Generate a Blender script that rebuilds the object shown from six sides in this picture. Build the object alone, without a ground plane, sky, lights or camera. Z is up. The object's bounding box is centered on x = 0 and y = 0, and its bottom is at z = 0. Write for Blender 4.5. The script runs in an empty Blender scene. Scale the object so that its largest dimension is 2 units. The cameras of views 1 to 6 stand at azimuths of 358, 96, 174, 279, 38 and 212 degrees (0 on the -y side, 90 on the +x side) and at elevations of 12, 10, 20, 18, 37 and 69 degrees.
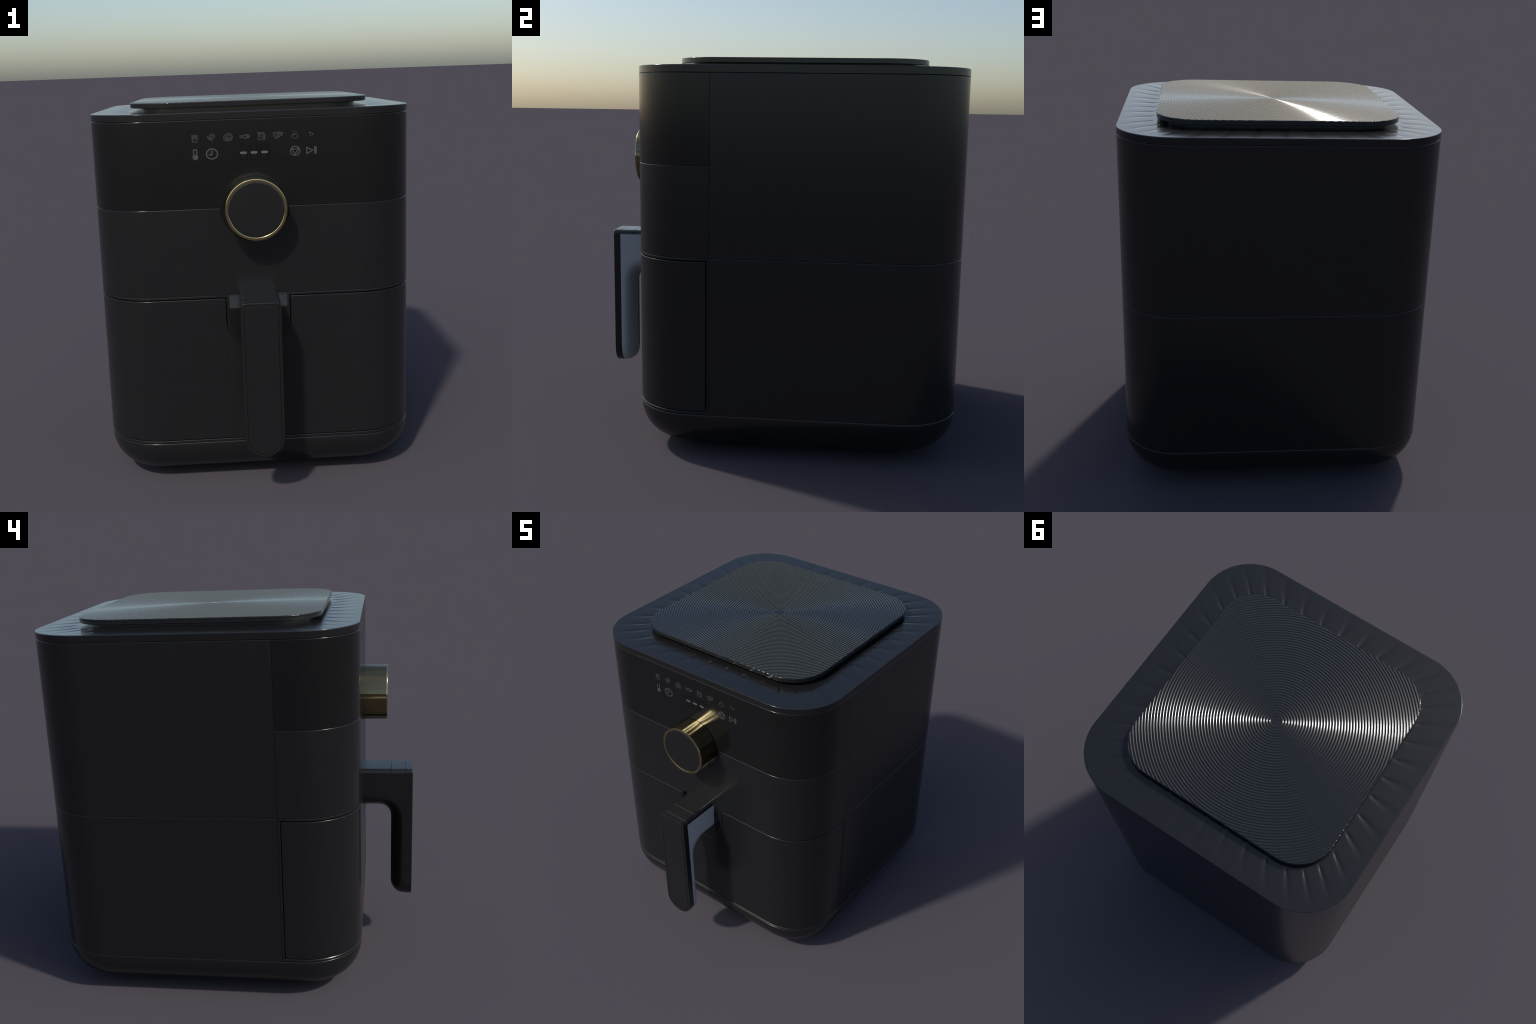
import bpy, bmesh, math
from math import sin, cos, pi, sqrt, hypot, atan2, radians
import numpy as np

# ------------------------------------------------------------------ sizes (m)
HX, YF, YB, RC = 0.8200, -0.6815, 0.9590, 0.295     # body outline
CY = 0.13925                                        # centre of the lid
Z_TOP, Z_LID, Z_CTRL, Z_MID, Z_BASE = 1.9545, 1.9185, 1.4808, 1.0328, 0.2368
Y_SEAM = -0.2788                                  # seam between front and rear shells
GAP = 0.0003                                      # half seam width
KNOB_Z, KNOB_R, KNOB_Y = 1.4845, 0.1515, -0.8152
NOTCH_R, NOTCH_Z = 0.166, 0.910                   # hand hole in the drawer front

# ------------------------------------------------------------------ materials
def material(name, col, rough, metallic=0.0, noise=0.10, scale=40.0, bump=0.0, bscale=600.0, spec=0.5):
    m = bpy.data.materials.new(name)
    m.use_nodes = True
    nt = m.node_tree
    b = nt.nodes['Principled BSDF']
    b.inputs['Metallic'].default_value = metallic
    b.inputs['Specular IOR Level'].default_value = spec
    tc = nt.nodes.new('ShaderNodeTexCoord')
    nz = nt.nodes.new('ShaderNodeTexNoise')
    nz.inputs['Scale'].default_value = scale
    nz.inputs['Detail'].default_value = 4
    nt.links.new(tc.outputs['Object'], nz.inputs['Vector'])
    cr = nt.nodes.new('ShaderNodeValToRGB')
    cr.color_ramp.elements[0].position = 0.3
    cr.color_ramp.elements[1].position = 0.7
    cr.color_ramp.elements[0].color = (*[c * (1 - noise) for c in col], 1)
    cr.color_ramp.elements[1].color = (*[c * (1 + noise) for c in col], 1)
    nt.links.new(nz.outputs['Fac'], cr.inputs['Fac'])
    nt.links.new(cr.outputs['Color'], b.inputs['Base Color'])
    mr = nt.nodes.new('ShaderNodeMapRange')
    mr.inputs['To Min'].default_value = rough * 0.96
    mr.inputs['To Max'].default_value = rough * 1.04
    nt.links.new(nz.outputs['Fac'], mr.inputs['Value'])
    nt.links.new(mr.outputs['Result'], b.inputs['Roughness'])
    if bump:
        n2 = nt.nodes.new('ShaderNodeTexNoise')
        n2.inputs['Scale'].default_value = bscale
        nt.links.new(tc.outputs['Object'], n2.inputs['Vector'])
        bp = nt.nodes.new('ShaderNodeBump')
        bp.inputs['Strength'].default_value = bump
        bp.inputs['Distance'].default_value = 0.001
        nt.links.new(n2.outputs['Fac'], bp.inputs['Height'])
        nt.links.new(bp.outputs['Normal'], b.inputs['Normal'])
    return m

M_SHELL = material('black_plastic', (0.0115, 0.0115, 0.0118), 0.22)
M_CTRL = material('glossy_black_panel', (0.0074, 0.0074, 0.0072), 0.17)
M_MID = material('satin_black_panel', (0.0115, 0.0115, 0.0118), 0.21)
M_LID = material('smooth_black_lid', (0.0115, 0.0115, 0.0118), 0.17)
M_PLATE = material('ringed_dark_plate', (0.0130, 0.0130, 0.0132), 0.15)
M_HANDLE = material('black_handle', (0.0118, 0.0118, 0.0120), 0.22)
M_GRIP = material('grip_plastic', (0.0118, 0.0118, 0.0120), 0.25)
M_GRIPSIDE = material('pale_grip_side', (0.41, 0.425, 0.445), 0.5, noise=0.015)
M_CORE = material('inner_dark', (0.004, 0.004, 0.004), 0.7)
M_GOLD = material('dark_streaked_gold', (0.25, 0.205, 0.110), 0.22, metallic=1.0, noise=0.03)  # knob side: base colour lowered below the rim's to dim the sun glint
M_RIM = material('plain_gold', (0.58, 0.485, 0.25), 0.17, metallic=1.0, noise=0.03)
M_RUBBER = material('rubber_foot', (0.010, 0.010, 0.010), 0.7)
M_ICON = material('printed_grey', (0.062, 0.062, 0.064), 0.35)
M_ICONDIM = material('printed_grey_faint', (0.040, 0.040, 0.041), 0.35)
M_DASH = material('display_dash', (0.105, 0.105, 0.105), 0.35)
M_SEG = material('dark_display_segment', (0.0042, 0.0042, 0.0044), 0.2, spec=0.42)

def streaked(m, scale=(7.0, 0.6, 7.0), strength=0.6, distance=0.022):
    """soft lengthwise waviness, as on spun metal"""
    nt = m.node_tree
    tc = nt.nodes.new('ShaderNodeTexCoord'); mp = nt.nodes.new('ShaderNodeMapping')
    mp.inputs['Scale'].default_value = scale
    nz = nt.nodes.new('ShaderNodeTexNoise'); nz.inputs['Scale'].default_value = 3.0; nz.inputs['Detail'].default_value = 1.0
    bp = nt.nodes.new('ShaderNodeBump'); bp.inputs['Strength'].default_value = strength; bp.inputs['Distance'].default_value = distance
    nt.links.new(tc.outputs['Object'], mp.inputs['Vector']); nt.links.new(mp.outputs['Vector'], nz.inputs['Vector'])
    nt.links.new(nz.outputs['Fac'], bp.inputs['Height']); nt.links.new(bp.outputs['Normal'], nt.nodes['Principled BSDF'].inputs['Normal'])
streaked(M_GOLD)

# ------------------------------------------------------------------ object helpers
ROOT = bpy.data.objects.new('air_fryer', None)
bpy.context.scene.collection.objects.link(ROOT)
ROOT['label'] = 'black boxy air fryer with gold dial and handle'
ROOT['category'] = 'air fryer'

def make(name, verts, faces, mat, parent=None, angle=35, merge=1e-6, recalc=True, weighted=False):
    me = bpy.data.meshes.new(name)
    me.from_pydata([tuple(map(float, v)) for v in verts], [], [tuple(f) for f in faces])
    bm = bmesh.new(); bm.from_mesh(me)
    bmesh.ops.remove_doubles(bm, verts=bm.verts, dist=merge)
    bmesh.ops.dissolve_degenerate(bm, dist=1e-7, edges=bm.edges)
    if recalc:
        bmesh.ops.recalc_face_normals(bm, faces=bm.faces)
    bm.to_mesh(me); bm.free()
    me.materials.append(mat)
    me.shade_smooth()
    if angle:
        me.set_sharp_from_angle(angle=radians(angle))
    ob = bpy.data.objects.new(name, me)
    bpy.context.scene.collection.objects.link(ob)
    ob.parent = parent or ROOT
    if weighted:
        wn = ob.modifiers.new('weighted_normals', 'WEIGHTED_NORMAL')
        wn.mode = 'FACE_AREA'; wn.weight = 100; wn.keep_sharp = True; wn.thresh = 0.05
        dg = bpy.context.evaluated_depsgraph_get()
        me2 = bpy.data.meshes.new_from_object(ob.evaluated_get(dg))
        ob.modifiers.clear(); ob.data = me2; me2.name = name
    return ob

def grid_faces(rows, cols, base=0, close=False):
    f = []
    for i in range(rows - 1):
        for j in range(cols if close else cols - 1):
            k = (j + 1) % cols
            f.append((base + i * cols + j, base + i * cols + k, base + (i + 1) * cols + k, base + (i + 1) * cols + j))
    return f

# ------------------------------------------------------------------ wall paths
FLAT, ARC = HX - RC, RC * pi / 2
def wall(s, depth, front=True):
    """point on the upright wall, s metres from the middle of the front/rear face"""
    a = abs(s); sg = 1 if s >= 0 else -1
    if a <= FLAT:
        x, y, nx, ny = a, 0.0, 0.0, -1.0
    elif a <= FLAT + ARC:
        t = (a - FLAT) / RC
        x, y, nx, ny = FLAT + RC * sin(t), RC - RC * cos(t), sin(t), -cos(t)
    else:
        x, y, nx, ny = HX, RC + a - FLAT - ARC, 1.0, 0.0
    x -= nx * depth; y -= ny * depth
    return (sg * x, YF + y) if front else (sg * x, YB - y)

def s_of_y(y, front=True):
    return FLAT + ARC + ((y - YF) if front else (YB - y)) - RC

def stations(smax, n=12):
    h = [0.0, 0.3, FLAT] + [FLAT + ARC * i / n for i in range(1, n + 1)] + [smax]
    return [-v for v in h[:0:-1]] + h

def offset_loop(P, d):
    """offset a closed counter-clockwise loop inwards (mitred); d is one distance or one per edge"""
    n = len(P); out = []
    ds = d if isinstance(d, list) else [d] * n
    def nrm(a, b):
        dx, dy = b[0] - a[0], b[1] - a[1]; l = hypot(dx, dy)
        return (-dy / l, dx / l)
    for i in range(n):
        p0, p1, p2 = P[i - 1], P[i], P[(i + 1) % n]
        a, b = nrm(p0, p1), nrm(p1, p2)
        da, db = ds[i - 1], ds[i]
        det = a[0] * b[1] - a[1] * b[0]
        if abs(det) < 0.02 or da == db:
            k = max(1 + a[0] * b[0] + a[1] * b[1], 0.3)
            m_ = max(da, db)
            out.append((p1[0] + m_ * (a[0] + b[0]) / k, p1[1] + m_ * (a[1] + b[1]) / k))
        else:
            out.append((p1[0] + (da * b[1] - db * a[1]) / det, p1[1] + (db * a[0] - da * b[0]) / det))
    return out

def panel_loop(ss, zb, zt, notch_top=None, notch_bottom=None):
    """loop bottom left->right, top right->left; notches are (radius, centre z)"""
    def edge(z, notch, up):
        if not notch: return [(s, z) for s in ss]
        r, zc = notch
        left = [s for s in ss if s < -r - 1e-4]; right = [s for s in ss if s > r + 1e-4]
        mid = []
        if abs(z - zc) > 1e-3: mid.append((-r, z))
        N = 32
        for i in range(N + 1):
            t = pi * i / N
            mid.append((-r * cos(t), zc + (r * sin(t) if up else -r * sin(t))))
        if abs(z - zc) > 1e-3: mid.append((r, z))
        return [(s, z) for s in left] + mid + [(s, z) for s in right]
    b = edge(zb, notch_bottom, True); t = edge(zt, notch_top, False)
    if len(b) != len(t):       # same number of columns on both edges
        if notch_top:
            b = [(p[0], zb) for p in t]
        else:
            t = [(p[0], zt) for p in b]
    return b, t

def dedupe_offset(b, t, d):
    loop = b + t[::-1]
    # coincident neighbours (under vertical notch walls) are nudged apart for the mitre
    L = []
    for i, p in enumerate(loop):
        q = L[-1] if L else None
        if q and hypot(p[0] - q[0], p[1] - q[1]) < 1e-7:
            p = (p[0] + (2e-5 if i < len(b) else -2e-5), p[1])
        L.append(p)
    if isinstance(d, tuple):                       # (top edge, other edges)
        n = len(b)
        d = [d[1]] * n + [d[0]] * (n - 1) + [d[1]]
    o = offset_loop(L, d)
    return o[:len(b)], o[len(b):][::-1]

def panel(name, ss, zb, zt, mat, front=True, top=0.0045, other=0.0007, thick=0.03, **kw):
    """wall panel with a wide rounded upper edge and crisp other edges"""
    b, t = panel_loop(ss, zb, zt, **kw)
    n = len(b); V = []; F = []
    lv = [(1.0, 0.0), (0.55, 0.0006), (0.22, 0.0016), (0.0, 0.0032), (0.0, thick)]
    bases = []
    for k, dep in lv:
        bb, tt = dedupe_offset(b, t, (top * k, other * k)) if k else (b, t)
        bases.append(len(V))
        for row, lim in ((bb, other * 1.2), (tt, 1.0)):
            for p in row: V.append((*wall(p[0], min(dep, lim) if dep < thick else dep, front), p[1]))
    loop = list(range(n)) + list(range(2 * n - 1, n - 1, -1))
    for a, c in zip(bases, bases[1:]):
        for i in range(2 * n):
            j = (i + 1) % (2 * n)
            F.append((a + loop[i], a + loop[j], c + loop[j], c + loop[i]))
    for base in (bases[0], bases[-1]):
        for i in range(n - 1):
            F.append((base + i, base + i + 1, base + n + i + 1, base + n + i))
    return make(name, V, F, mat, weighted=True)

# ------------------------------------------------------------------ rounded-rectangle rings about the lid centre
def outline_radius(th, hx, hy, r):
    """distance from the centre to a rounded rectangle along direction th"""
    c, s = abs(cos(th)), abs(sin(th))
    d = min(hx / c if c > 1e-9 else 1e9, hy / s if s > 1e-9 else 1e9)
    x, y = d * c, d * s
    if x > hx - r and y > hy - r:
        cx, cy = hx - r, hy - r
        bq = cx * c + cy * s
        d = bq + sqrt(max(bq * bq - (cx * cx + cy * cy - r * r), 0))
    return d

def square_angles(n_cells, per):
    """directions to points evenly spaced round a square; cell 0 centred on -y"""
    out = []
    N = n_cells * per
    for i in range(N):
        u = 8.0 * i / N
        p = (u + 1) % 8
        side, f = int(p // 2), (p % 2) - 1
        x, y = [(f, -1), (1, f), (-f, 1), (-1, -f)][side]
        out.append(atan2(y, x))
    return out

def ring_loft(name, prof, mat, n=160, angle=35, cap_bottom=True, cap_top=True, fine=None, parent=None, weighted=True):
    """prof: list of (inset, z) rings of the body outline"""
    ths = fine or square_angles(n, 1)
    hy = (YB - YF) / 2
    V = []; F = []
    for ins, z in prof:
        for th in ths:
            d = outline_radius(th, HX - ins, hy - ins, max(RC - ins, 0.06))
            V.append((d * cos(th), CY + d * sin(th), z))
    c = len(ths)
    F += grid_faces(len(prof), c, close=True)
    if cap_bottom: F.append(tuple(range(c)))
    if cap_top: F.append(tuple(range((len(prof) - 1) * c, len(prof) * c)))
    return make(name, V, F, mat, angle=angle, parent=parent, weighted=weighted)

# ------------------------------------------------------------------ housing
S_FRONT = s_of_y(Y_SEAM) - GAP
S_REAR = s_of_y(Y_SEAM, False) - GAP
ssf, ssr = stations(S_FRONT), stations(S_REAR)
panel('control_panel', ssf, Z_CTRL + GAP, Z_LID - GAP, M_CTRL, notch_bottom=(KNOB_R + 0.005, Z_CTRL + GAP))
panel('middle_panel', ssf, Z_MID + GAP, Z_CTRL - GAP, M_MID, notch_top=(0.172, Z_CTRL - GAP))
panel('rear_shell', ssr, Z_MID + GAP, Z_LID - GAP, M_SHELL, front=False)
panel('rear_lower_shell', ssr, Z_BASE + GAP, Z_MID - GAP, M_SHELL, front=False)

# drawer front with its hand notch, and the thin frame round it
S_DRAW = s_of_y(-0.2962)
b, t = panel_loop(stations(S_DRAW), 0.2550, 1.0145, notch_top=(NOTCH_R, NOTCH_Z))
panel('drawer_front', stations(S_DRAW), 0.2550, 1.0145, M_SHELL, notch_top=(NOTCH_R, NOTCH_Z), top=0.0040, other=0.0024)
def ribbon(name, b, t, o1, o2, mat, bevel=0.0030, thick=0.03):
    V = []; F = []; n = len(b)
    rings = [(o2, thick), (o2, bevel), (o2 - bevel * 0.3, bevel * 0.3), (o2 - bevel, 0), (o1 + bevel, 0), (o1, bevel), (o1, thick)]
    loop = list(range(n)) + list(range(2 * n - 1, n - 1, -1))
    for o, dep in rings:
        bb, tt = dedupe_offset(b, t, -o)
        for p in bb + tt: V.append((*wall(p[0], dep), p[1]))
    for k in range(len(rings)):
        a, c = k * 2 * n, ((k + 1) % len(rings)) * 2 * n
        for i in range(2 * n):
            j = (i + 1) % (2 * n)
            F.append((a + loop[i], a + loop[j], c + loop[j], c + loop[i]))
    return make(name, V, F, mat, weighted=True)
ribbon('drawer_frame', b, t, 0.0036, 0.0176, M_SHELL)

# recessed pocket behind the handle: top tilted back, beyond its flatter true shape, to mirror the sky
V = []; nx_, nz_ = 9, 36
for i in range(nz_):
    z = 0.735 + (Z_MID + 0.004 - 0.735) * i / (nz_ - 1)
    u_ = max(0.0, z - 0.945)
    d = 0.0015 + 0.25 * (u_ * u_ / 0.06 if u_ < 0.03 else u_ - 0.015)
    for j in range(nx_):
        V.append((-0.16 + 0.32 * j / (nx_ - 1), YF + d, z))
n0 = len(V)
V += [(v[0], YF + 0.05, v[2]) for v in V]
F = grid_faces(nz_, nx_) + grid_faces(nz_, nx_, base=n0)
rim = [j for j in range(nx_)] + [i * nx_ + nx_ - 1 for i in range(1, nz_)] + [(nz_ - 1) * nx_ + j for j in range(nx_ - 2, -1, -1)] + [i * nx_ for i in range(nz_ - 2, 0, -1)]
for a, c in zip(rim, rim[1:] + rim[:1]): F.append((a, c, c + n0, a + n0))
make('handle_pocket', V, F, M_CTRL, angle=50)

# dark core that closes the seams from behind
ring_loft('inner_core', [(0.0305, 0.228), (0.0305, 1.93)], M_CORE)

# rounded base
prof = [(0.42, 0.0425), (0.28, 0.0427), (0.21, 0.0429)]
A, H = 0.182, Z_BASE - GAP - 0.004 - 0.043
for i in range(0, 25):
    t = pi / 2 * i / 24
    prof.append((A * (1 - sin(t)), 0.043 + H * (1 - cos(t))))
prof += [(0.0010, Z_BASE - GAP - 0.0018), (0.0024, Z_BASE - GAP - 0.0006), (0.0045, Z_BASE - GAP), (0.012, Z_BASE - GAP), (0.03, Z_BASE - GAP)]
base_ob = ring_loft('base', prof, M_SHELL, n=200, weighted=False)

# feet
def turned(name, prof, centre, axis, mat, n=64, parent=None, angle=35):
    """lathe: prof = (radius, height along axis)"""
    V = []
    for r, h in prof:
        for i in range(n):
            t = 2 * pi * i / n
            if axis == 'z': V.append((centre[0] + r * cos(t), centre[1] + r * sin(t), centre[2] + h))
            else: V.append((centre[0] + r * cos(t), centre[1] - h, centre[2] + r * sin(t)))
    F = grid_faces(len(prof), n, close=True)
    F += [tuple(range(n)), tuple(range((len(prof) - 1) * n, len(prof) * n))]
    return make(name, V, F, mat, parent=parent, angle=angle, weighted=True)
foot = turned('foot', [(0.034, 0.0), (0.040, 0.004), (0.042, 0.045)], (0, 0, 0), 'z', M_RUBBER, n=40)
foot.location = (0.552, -0.402, 0)
for x, y in ((-0.552, -0.402), (0.552, 0.690), (-0.552, 0.690)):
    o = foot.copy(); o.location = (x, y, 0)
    bpy.context.scene.collection.objects.link(o)

# ------------------------------------------------------------------ lid rim with 42 soft radial grooves
CELLS, PER = 42, 56
ths = square_angles(CELLS, PER)
hy = (YB - YF) / 2
PHX, PHY, PR = 0.6255, 0.6275, 0.214
lid = bpy.data.objects
rows = [('o', 0.03, Z_LID + GAP), ('o', 0.0012, Z_LID + GAP), ('o', 0.0, Z_LID + GAP + 0.0010), ('o', 0.0, Z_LID + GAP + 0.0035),
        ('o', 0.0, Z_TOP - 0.0045), ('o', 0.0, Z_TOP - 0.0026), ('o', 0.0008, Z_TOP - 0.0007), ('o', 0.0026, Z_TOP), ('o', 0.0048, Z_TOP)]
V = []
for _, ins, z in rows:
    for th in ths:
        d = outline_radius(th, HX - ins, hy - ins, RC - ins)
        V.append((d * cos(th), CY + d * sin(th), z))
NT = 34
for k in range(1, NT + 1):
    f = k / NT                                      # 0 at the outer edge, 1 under the plate
    for i, th in enumerate(ths):
        do = outline_radius(th, HX - 0.0048, hy - 0.0048, RC - 0.0048)
        di = outline_radius(th, 0.56, 0.56, 0.16)
        d = do + (di - do) * f
        dp = outline_radius(th, PHX, PHY, PR)       # plate outline
        g = (d - (dp + 0.004)) / (do - dp)          # 0 at plate edge .. 1 at lid edge
        dz = 0.0
        if 0 < g < 0.95:
            w = ((i / PER + 0.5) % 1.0 - 0.5) * 0.1257 * d / outline_radius(th, 0.66, 0.66, 0.001)
            sg = 0.0075 + 0.025 * g
            amp = 0.0029 * min(1.0, g / 0.14) * (1 - g / 0.95)
            dz = -amp * math.exp(-(w / sg) ** 2)
        V.append((d * cos(th), CY + d * sin(th), Z_TOP + dz))
c = len(ths)
R = len(rows) + NT
make('lid', V, grid_faces(R, c, close=True) + [tuple(range(c)), tuple(range((R - 1) * c, R * c))], M_LID, angle=50)

# neck that carries the top plate
V = []
for d_, z in ((0.060, Z_TOP - 0.006), (0.060, Z_TOP + 0.024)):
    for th in square_angles(160, 1):
        d = outline_radius(th, PHX - d_, PHY - d_, PR - d_)
        V.append((d * cos(th), CY + d * sin(th), z))
make('plate_neck', V, grid_faces(2, 160, close=True) + [tuple(range(160)), tuple(range(160, 320))], M_LID)

# ------------------------------------------------------------------ top plate with turned concentric ridges
Z_P0, Z_P1 = 1.9735, 2.0
NTH = 360
ths = [2 * pi * i / NTH for i in range(NTH)]
ths = square_angles(NTH, 1)
side = [(0.30, Z_P1), (0.02, Z_P1), (0.0050, Z_P1), (0.0026, Z_P1 - 0.0001), (0.0010, Z_P1 - 0.0008), (0.0, Z_P1 - 0.0024), (0.0, Z_P1 - 0.0045), (0.0, Z_P0 + 0.0035),
        (0.0, Z_P0 + 0.0015), (0.0014, Z_P0), (0.004, Z_P0), (0.08, Z_P0)]
V = []
for ins, z in side:
    for th in ths:
        d = outline_radius(th, PHX - ins, PHY - ins, max(PR - ins, 0.03))
        V.append((d * cos(th), CY + d * sin(th), z))
make('top_plate', V, grid_faces(len(side), NTH, close=True) + [tuple(range(NTH)), tuple(range((len(side) - 1) * NTH, len(side) * NTH))], M_PLATE, angle=60)

def turned_rings(mat, period=0.01588, r0=0.0275, slope=0.42):
    """fine concentric lathe ridges: tilt the normal along the radius by a sine of the radius"""
    nt = mat.node_tree; N = nt.nodes; L = nt.links
    b = N['Principled BSDF']
    def vm(op, *ins):
        n = N.new('ShaderNodeVectorMath'); n.operation = op
        for k, v in enumerate(ins):
            if hasattr(v, 'is_linked'): L.new(v, n.inputs[k])
            elif op == 'SCALE' and k == 1: n.inputs['Scale'].default_value = v
            else: n.inputs[k].default_value = v
        return n
    def mt(op, *ins):
        n = N.new('ShaderNodeMath'); n.operation = op
        for k, v in enumerate(ins):
            if hasattr(v, 'is_linked'): L.new(v, n.inputs[k])
            else: n.inputs[k].default_value = v
        return n.outputs[0]
    tc = N.new('ShaderNodeTexCoord')
    rel = vm('SUBTRACT', tc.outputs['Object'], (0, CY, 0)).outputs[0]
    flat = vm('MULTIPLY', rel, (1, 1, 0)).outputs[0]
    r = vm('LENGTH', flat).outputs['Value']
    direction = vm('NORMALIZE', flat).outputs[0]
    ph = mt('MULTIPLY', mt('SUBTRACT', r, r0), 2 * pi / period)
    sl = mt('MULTIPLY', mt('SINE', ph), -slope)
    sl = mt('MULTIPLY', sl, mt('GREATER_THAN', r, r0))
    geo = N.new('ShaderNodeNewGeometry')
    sep = N.new('ShaderNodeSeparateXYZ'); L.new(geo.outputs['Normal'], sep.inputs[0])
    sl = mt('MULTIPLY', sl, mt('MAXIMUM', sep.outputs[2], 0.0))
    sc = N.new('ShaderNodeVectorMath'); sc.operation = 'SCALE'
    L.new(direction, sc.inputs[0]); L.new(sl, sc.inputs['Scale'])
    nn = vm('NORMALIZE', vm('ADD', geo.outputs['Normal'], sc.outputs[0]).outputs[0]).outputs[0]
    L.new(nn, b.inputs['Normal'])
turned_rings(M_PLATE)

# ------------------------------------------------------------------ dial knob
LK = YF - KNOB_Y
knob = turned('dial_knob', [(0.10, -0.01), (KNOB_R - 0.0005, -0.01), (KNOB_R, 0.002), (KNOB_R, LK - 0.012), (KNOB_R, LK - 0.0062), (KNOB_R - 0.006, LK - 0.0062)],
              (0, YF, KNOB_Z), 'y', M_GOLD, n=128)
turned('dial_rim', [(0.137, LK - 0.02), (KNOB_R - 0.0006, LK - 0.0060), (KNOB_R, LK - 0.0058), (KNOB_R, LK - 0.0028), (KNOB_R - 0.0008, LK - 0.0008), (KNOB_R - 0.0028, LK), (KNOB_R - 0.0050, LK),
        (0.1395, LK), (0.1378, LK), (0.1362, LK - 0.0010), (0.1356, LK - 0.006), (0.1356, LK - 0.02)], (0, YF, KNOB_Z), 'y', M_RIM, n=128, parent=knob)
turned('dial_cap', [(0.10, LK - 0.02), (0.1352, LK - 0.018), (0.1352, LK - 0.0040), (0.1345, LK - 0.0024), (0.133, LK - 0.0017), (0.130, LK - 0.0016)],
       (0, YF, KNOB_Z), 'y', M_HANDLE, n=128, parent=knob)
turned('dial_recess', [(0.19, -0.02), (0.19, -0.005), (0.152, -0.005)], (0, YF, KNOB_Z), 'y', M_CTRL, n=96)

# ------------------------------------------------------------------ handle
HW = 0.0985
H_FRONT, H_SEAM, H_BACK = -0.9590, -0.9195, -0.8395
H_BOT, H_TOP, H_CAP = 0.268, 1.0335, 1.0575
ARM_Z = 0.824
handle = bpy.data.objects.new('handle', None)
bpy.context.scene.collection.objects.link(handle); handle.parent = ROOT

# grip body: the side view is an L; its thickness falls off towards the rear edge
def arc(cy, cz, r, a0, a1, n):
    return [(cy + r * cos(radians(a0 + (a1 - a0) * i / n)), cz + r * sin(radians(a0 + (a1 - a0) * i / n))) for i in range(n + 1)]
rear = [(H_SEAM + 0.0005, H_BOT)]
rr = 0.072
rear += arc(H_BACK - rr, H_BOT + rr, rr, -90, 0, 10)
rear += [(H_BACK, 0.34 + (0.756 - 0.34) * i / 12) for i in range(1, 12)]
rear += arc(H_BACK + 0.068, ARM_Z - 0.068, 0.068, 180, 90, 10)
rear += [(-0.745, ARM_Z), (-0.72, ARM_Z), (-0.70, ARM_Z), (YF + 0.012, ARM_Z)]
nr = len(rear)
front = []
for i, (y, z) in enumerate(rear):
    if z < 0.62: front.append((H_SEAM, max(z, H_BOT + 0.0005)))
    elif y <= H_BACK + 1e-6: front.append((H_SEAM, z))
    else: front.append(None)
k0 = max(i for i, f in enumerate(front) if f)
for i in range(k0 + 1, nr):
    u = (i - k0) / (nr - 1 - k0)
    front[i] = None
# bend points: front edge up to the top corner, then along the top
zs = front[k0][1]
L1, L2 = H_TOP - zs, (YF + 0.012) - H_SEAM
m = nr - 1 - k0
k1 = k0 + m // 2
for i in range(k0 + 1, nr):
    if i <= k1: front[i] = (H_SEAM, zs + L1 * (i - k0) / (k1 - k0))
    else: front[i] = (H_SEAM + L2 * (i - k1) / (nr - 1 - k1), H_TOP)
dense = []
for (a, c_) in zip(rear, rear[1:]):
    for q in range(6):
        dense.append((a[0] + (c_[0] - a[0]) * q / 6, a[1] + (c_[1] - a[1]) * q / 6))
dense.append(rear[-1])
dense = np.array(dense)
RB = rr
def half_width(y, z):
    if z < 0.55:
        d = max(H_BACK - y, 0.0)
    else:
        d = float(np.min(np.hypot(dense[:, 0] - y, dense[:, 1] - z)))
    q = (RB - min(d, RB)) / RB
    k = q ** 2.3     # 0 on the flat side .. 1 at the rear edge
    w = HW - (HW - 0.016) * k
    zc, rz = H_BOT - 0.0005 + HW, HW - RB * (1 - sqrt(1 - q * q))
    if z < zc: w *= sqrt(max(1 - ((zc - z) / rz) ** 2, 0.0))
    return max(w, 0.0025)
TS = [0, .004, .012, .026, .05, .09, .14, .2, .27, .35, .44, .54, .65, .77, .89, 1.0]
V = []
for i in range(nr):
    for tt in TS:
        y = rear[i][0] + (front[i][0] - rear[i][0]) * tt
        z = rear[i][1] + (front[i][1] - rear[i][1]) * tt
        V.append((half_width(y, z), y, z))
nT = len(TS); n0 = len(V)
V += [(-v[0], v[1], v[2]) for v in V]
F = grid_faces(nr, nT) + grid_faces(nr, nT, base=n0)
rim = [j for j in range(nT)] + [i * nT + nT - 1 for i in range(1, nr)] + [(nr - 1) * nT + j for j in range(nT - 2, -1, -1)] + [i * nT for i in range(nr - 2, 0, -1)]
for a, c_ in zip(rim, rim[1:] + rim[:1]): F.append((a, c_, c_ + n0, a + n0))
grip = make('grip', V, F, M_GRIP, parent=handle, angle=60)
GRIP_MODE = 'grey'
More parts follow.
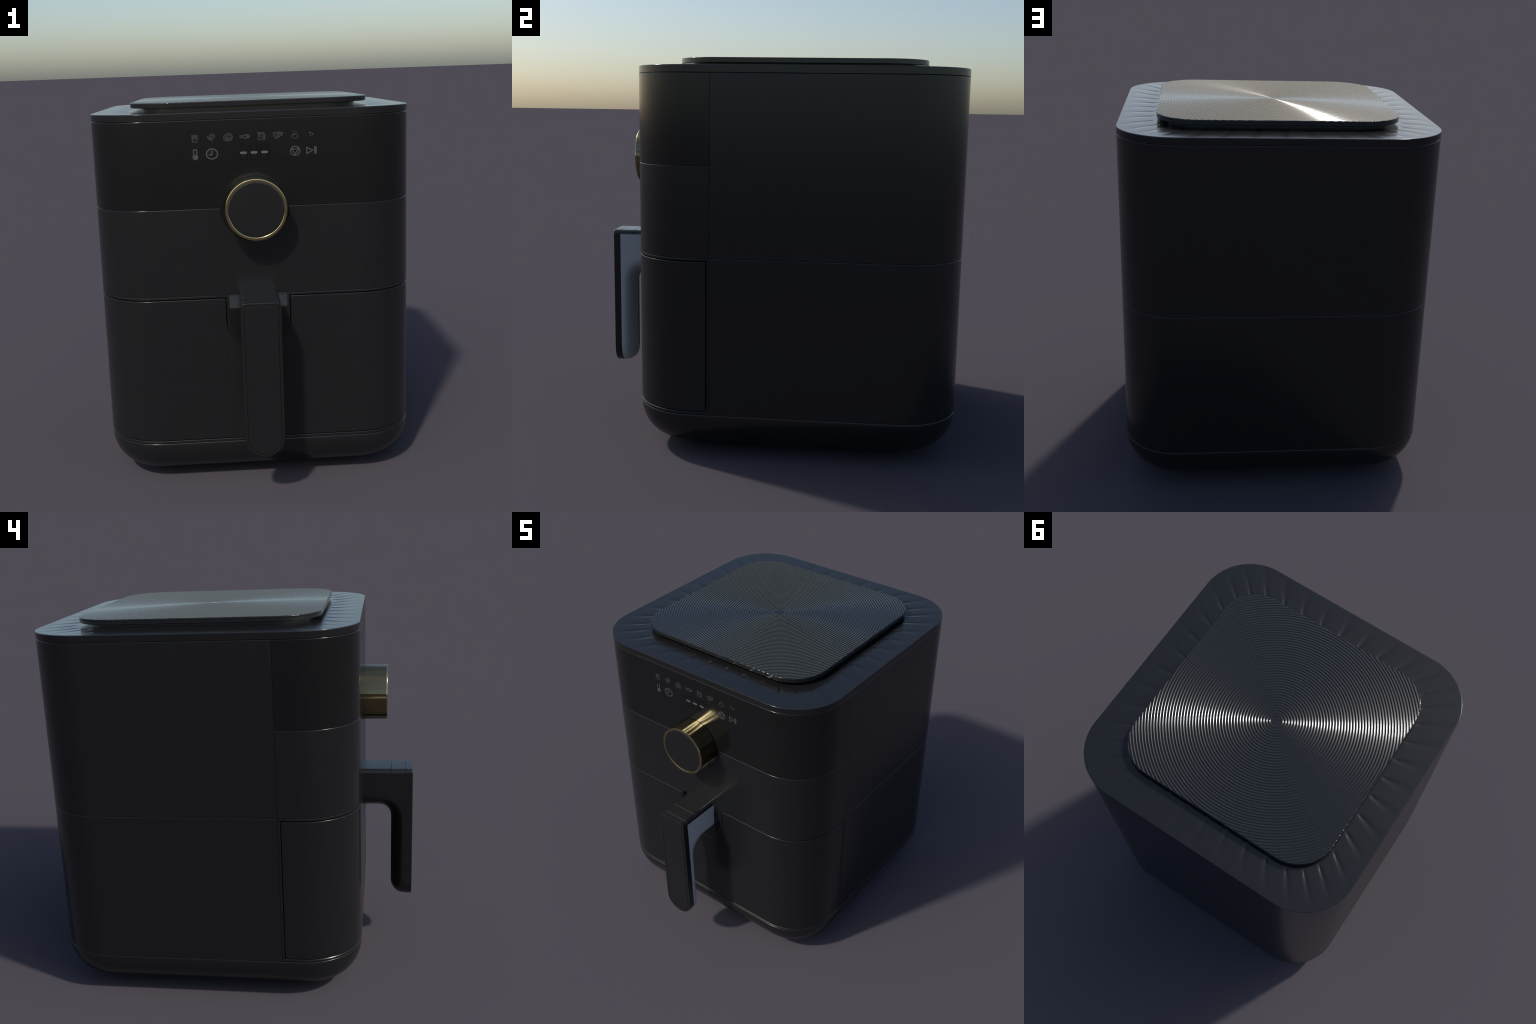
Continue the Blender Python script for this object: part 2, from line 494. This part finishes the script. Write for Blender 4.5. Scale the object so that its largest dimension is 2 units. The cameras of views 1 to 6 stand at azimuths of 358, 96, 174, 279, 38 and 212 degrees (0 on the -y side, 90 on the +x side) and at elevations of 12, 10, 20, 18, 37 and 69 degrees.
if GRIP_MODE == 'grey':
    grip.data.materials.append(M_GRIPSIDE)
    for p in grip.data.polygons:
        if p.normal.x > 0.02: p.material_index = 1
elif GRIP_MODE == 'flip':
    me = grip.data
    ln = [tuple(l.normal) for l in me.loops]
    ln = [tuple(cn.vector) for cn in me.corner_normals]
    new = []
    for p in me.polygons:
        for li in p.loop_indices:
            n_ = ln[li]
            new.append(tuple(-q for q in n_) if p.normal.x > 0.1 else n_)
    me.normals_split_custom_set(new)

# capped top of the arm: two pieces, rounded along both upper edges
def cap_piece(name, y0, y1, z0, z1, hw, r, bevel):
    prof = [(-hw, z0), (-hw, z1 - r)] + [(-hw + r - r * cos(radians(a)), z1 - r + r * sin(radians(a))) for a in (15, 30, 45, 60, 75, 90)]
    prof += [(-p[0], p[1]) for p in prof[::-1]]
    cz = (z0 + z1) / 2
    V = []; n = len(prof)
    for y, ins in ((y0, bevel), (y0 + bevel, 0), (y1 - bevel, 0), (y1, bevel)):
        for x, z in prof: V.append((x * (1 - ins / hw), y, z - (ins if z > cz else 0)))
    F = grid_faces(4, n, close=True) + [tuple(range(n)), tuple(range(3 * n, 4 * n))]
    return make(name, V, F, M_HANDLE, parent=handle, angle=30, weighted=True)
cap_piece('arm_cap', -0.8385, YF + 0.012, H_TOP, H_CAP, HW, 0.022, 0.0014)
cap_piece('arm_cap', H_SEAM + 0.0006, -0.8393, H_TOP, H_CAP, HW, 0.022, 0.0014)

# front frame of the handle (flat top with rounded corners, round bottom) and its inset face
def tongue(hw, z0, z1, r, n=24):
    P = [(hw * sin(radians(a)) * 1.0, z0 + hw - hw * cos(radians(a))) for a in np.linspace(-90, 90, n * 2 + 1)]
    P += [(hw - r + r * cos(radians(a)), z1 - r + r * sin(radians(a))) for a in (0, 18, 36, 54, 72, 90)]
    P += [(-hw + r - r * sin(radians(a)), z1 - r + r * cos(radians(a))) for a in (0, 18, 36, 54, 72, 90)]
    return P
def plate(name, loop, rings, mat):
    V = []; n = len(loop)
    for ins, y in rings:
        for x, z in (offset_loop(loop, ins) if ins else loop): V.append((x, y, z))
    F = grid_faces(len(rings), n, close=True) + [tuple(range(n)), tuple(range((len(rings) - 1) * n, len(rings) * n))]
    return make(name, V, F, mat, parent=handle, angle=30, weighted=True)
T = tongue(HW, 0.2660, H_CAP, 0.022)
plate('handle_frame', T, [(0, H_SEAM - 0.0006), (0, H_FRONT + 0.0080), (0, H_FRONT + 0.0042), (0.0008, H_FRONT + 0.0020), (0.0024, H_FRONT + 0.0011), (0.005, H_FRONT + 0.0010), (0.0145, H_FRONT + 0.0010), (0.0155, H_FRONT + 0.0040)], M_HANDLE)
plate('handle_face', offset_loop(T, 0.0165), [(0, H_SEAM - 0.01), (0, H_FRONT + 0.0022), (0.0008, H_FRONT + 0.0006), (0.0024, H_FRONT)], M_HANDLE)

# ------------------------------------------------------------------ printed symbols on the control panel
U = 0.00037                                        # one drawing unit in metres
def stroke(V, F, pts, w, closed=False):
    """ribbon of width w along a polyline, a fraction of a millimetre proud of the panel"""
    pts = [np.array(p, float) for p in pts]
    n = len(pts); L = []
    for i in range(n):
        a = pts[i - 1] if (i > 0 or closed) else pts[i]
        c_ = pts[(i + 1) % n] if (i < n - 1 or closed) else pts[i]
        d1, d2 = pts[i] - a, c_ - pts[i]
        d1 = d1 / (np.linalg.norm(d1) or 1); d2 = d2 / (np.linalg.norm(d2) or 1)
        t_ = d1 + d2; l = np.linalg.norm(t_)
        t_ = t_ / l if l > 1e-6 else d2
        nn = np.array([-t_[1], t_[0]])
        k = 1 / max(abs(float(np.dot(nn, np.array([-d2[1], d2[0]]) if (i < n - 1 or closed) else np.array([-d1[1], d1[0]])))), 0.5)
        L.append((pts[i] + nn * w / 2 * k, pts[i] - nn * w / 2 * k))
    base = len(V)
    for p, q in L:
        for s_, dep in ((p, 1), (q, 1), (q, 0), (p, 0)): V.append((s_[0], s_[1], dep))
    for i in range(n if closed else n - 1):
        a, c_ = base + 4 * i, base + 4 * ((i + 1) % n)
        for e in range(4):
            g = (e + 1) % 4
            F.append((a + e, a + g, c_ + g, c_ + e))
    if not closed:
        F.append((base, base + 1, base + 2, base + 3)); F.append(tuple(base + 4 * (n - 1) + e for e in (3, 2, 1, 0)))
def ellipse(cx, cy, rx, ry, a0=0, a1=360, n=28):
    return [(cx + rx * cos(radians(a0 + (a1 - a0) * i / n)), cy + ry * sin(radians(a0 + (a1 - a0) * i / n))) for i in range(n + (0 if abs(a1 - a0) == 360 else 1))]
def disc(V, F, pts):
    base = len(V); n = len(pts)
    for p in pts: V.append((p[0], p[1], 1))
    for p in pts: V.append((p[0], p[1], 0))
    F.append(tuple(base + i for i in range(n)))
    for i in range(n):
        j = (i + 1) % n
        F.append((base + i, base + j, base + n + j, base + n + i))
def symbol(name, x, z, strokes=(), discs=(), mat=None, proud=0.0003):
    V = []; F = []
    for k, s in enumerate(strokes):
        n0 = len(V)
        stroke(V, F, s[0], s[1] * 1.18, s[2] if len(s) > 2 else False)
        V[n0:] = [(v[0], v[1], v[2] * (1 + 0.02 * k)) for v in V[n0:]]      # overlapping lines never share a plane
    for k, d in enumerate(discs):
        n0 = len(V)
        disc(V, F, d)
        V[n0:] = [(v[0], v[1], v[2] * (0.98 - 0.02 * k)) for v in V[n0:]]
    W = [(x + v[0] * U, YF + 0.001 - v[2] * (0.001 + proud), z - v[1] * U) for v in V]
    return make(name, W, F, mat or M_ICON, angle=20, merge=1e-9)

Z1, Z2 = 1.8305, 1.7512
X = [-0.285, -0.203, -0.1205, -0.039, 0.042, 0.1245, 0.2072, 0.289]
symbol('fries_symbol', X[0], Z1, [([(-33, -8), (-27, 48), (30, 48), (36, -8)], 10)] +
       [([(a, -10 + 8 * (abs(a) < 20)), (a * 1.12, -42 - 5 * (i % 2))], 11) for i, a in enumerate((-32, -16, 0, 16, 32))] +
       [(ellipse(0, -12, 30, 22, 0, 180, 10), 8)], mat=M_ICONDIM)
symbol('shrimp_symbol', X[1], Z1, [(ellipse(0, -18, 48, 28, 200, -120, 20), 9), (ellipse(0, -20, 26, 10), 7, True),
       ([(-48, -5), (-30, 22), (0, 30), (14, 44)], 10), ([(-34, -2), (-10, 12), (30, 10)], 7), ([(2, 26), (18, 46)], 12)], mat=M_ICONDIM)
symbol('steak_symbol', X[2], Z1, [([(-58, 2), (-46, -24), (-14, -36), (4, -50), (30, -46), (50, -20), (56, 8), (44, 34), (10, 48), (-32, 44), (-54, 24)], 11, True),
       ([(-34, 4), (-10, -18), (14, -28), (32, -10), (34, 16), (10, 30), (-22, 26)], 8, True), ([(-16, 4), (20, 20)], 8), (ellipse(-8, 10, 12, 9), 6, True)], mat=M_ICONDIM)
symbol('fish_symbol', X[3], Z1, [(ellipse(16, 0, 48, 21), 12, True), ([(-30, 0), (-62, -20), (-62, 20), (-30, 0)], 9), (ellipse(40, 0, 12, 14, 90, 270, 8), 10)],
       [ellipse(40, -1, 12, 10, n=12)], mat=M_ICONDIM)
symbol('chicken_symbol', X[4], Z1, [(ellipse(6, -6, 42, 38, 150, 410, 22), 11), (ellipse(8, -4, 22, 20), 8, True), ([(-42, 46), (-34, 28), (-34, -28)], 10),
       ([(-40, 46), (0, 50), (44, 42), (50, 26), (10, 30)], 9)], [ellipse(-36, -40, 16, 14, n=14)], mat=M_ICONDIM)
symbol('bread_symbol', X[5], Z1, [([(-64, -18), (-54, -36), (0, -40), (44, -36), (64, -24), (52, 2), (-20, 36), (-40, 32), (-54, 10)], 10, True),
       ([(-52, -14), (0, -22), (40, -22)], 8), ([(-40, 12), (10, -6), (56, -20)], 8), ([(-28, 28), (20, 4)], 8)], mat=M_ICONDIM)
symbol('steaming_bowl_symbol', X[6], Z1, [(ellipse(0, 20, 46, 29), 8, True), (ellipse(-6, 14, 24, 14, 180, 300, 8), 6)] +
       [([(a, -54), (a + 4, -40), (a, -24)], 5) for a in (-22, -2, 20)], mat=M_ICONDIM)
symbol('seasoning_symbol', X[7], Z1, [], [ellipse(-16, -18, 17, 17, n=4), ellipse(20, 0, 17, 17, n=4), ellipse(-10, 20, 12, 12, n=4)], mat=M_ICONDIM)
symbol('thermometer_symbol', X[0], Z2, [([(-22, 22), (-22, -62), (20, -62), (20, 22)], 13)], [ellipse(0, 38, 38, 34)])
symbol('clock_symbol', X[1], Z2, [(ellipse(0, 0, 73, 66, n=48), 15, True), ([(0, -48), (0, 10), (-42, 10)], 14)])
symbol('stop_symbol', X[6], Z2, [(ellipse(0, 0, 64, 60, n=48), 12, True), ([(-46, -24), (46, -24), (0, 44)], 11, True)])
symbol('play_pause_symbol', X[7], Z2, [([(-64, -40), (16, 0), (-64, 44)], 12, True), ([(42, -50), (42, 50)], 13), ([(60, -50), (60, 50)], 13)])
for x in (-0.0481, 0.0038, 0.0558):
    symbol('display_digit', x, Z2, [([(-48, -88), (-38, -98), (38, -98), (48, -88), (48, 88), (38, 98), (-38, 98), (-48, 88)], 22, True)], mat=M_SEG, proud=0.00012)
    symbol('display_dash', x, Z2, [], [[(-34, -16), (34, -16), (49, 0), (34, 16), (-34, 16), (-49, 0)]], mat=M_DASH)
symbol('display_point', 0.1525, 1.7142, [], [[(-50, -16), (60, -16), (66, 0), (50, 16), (-58, 16), (-66, 0)]], mat=M_SEG, proud=0.00012)
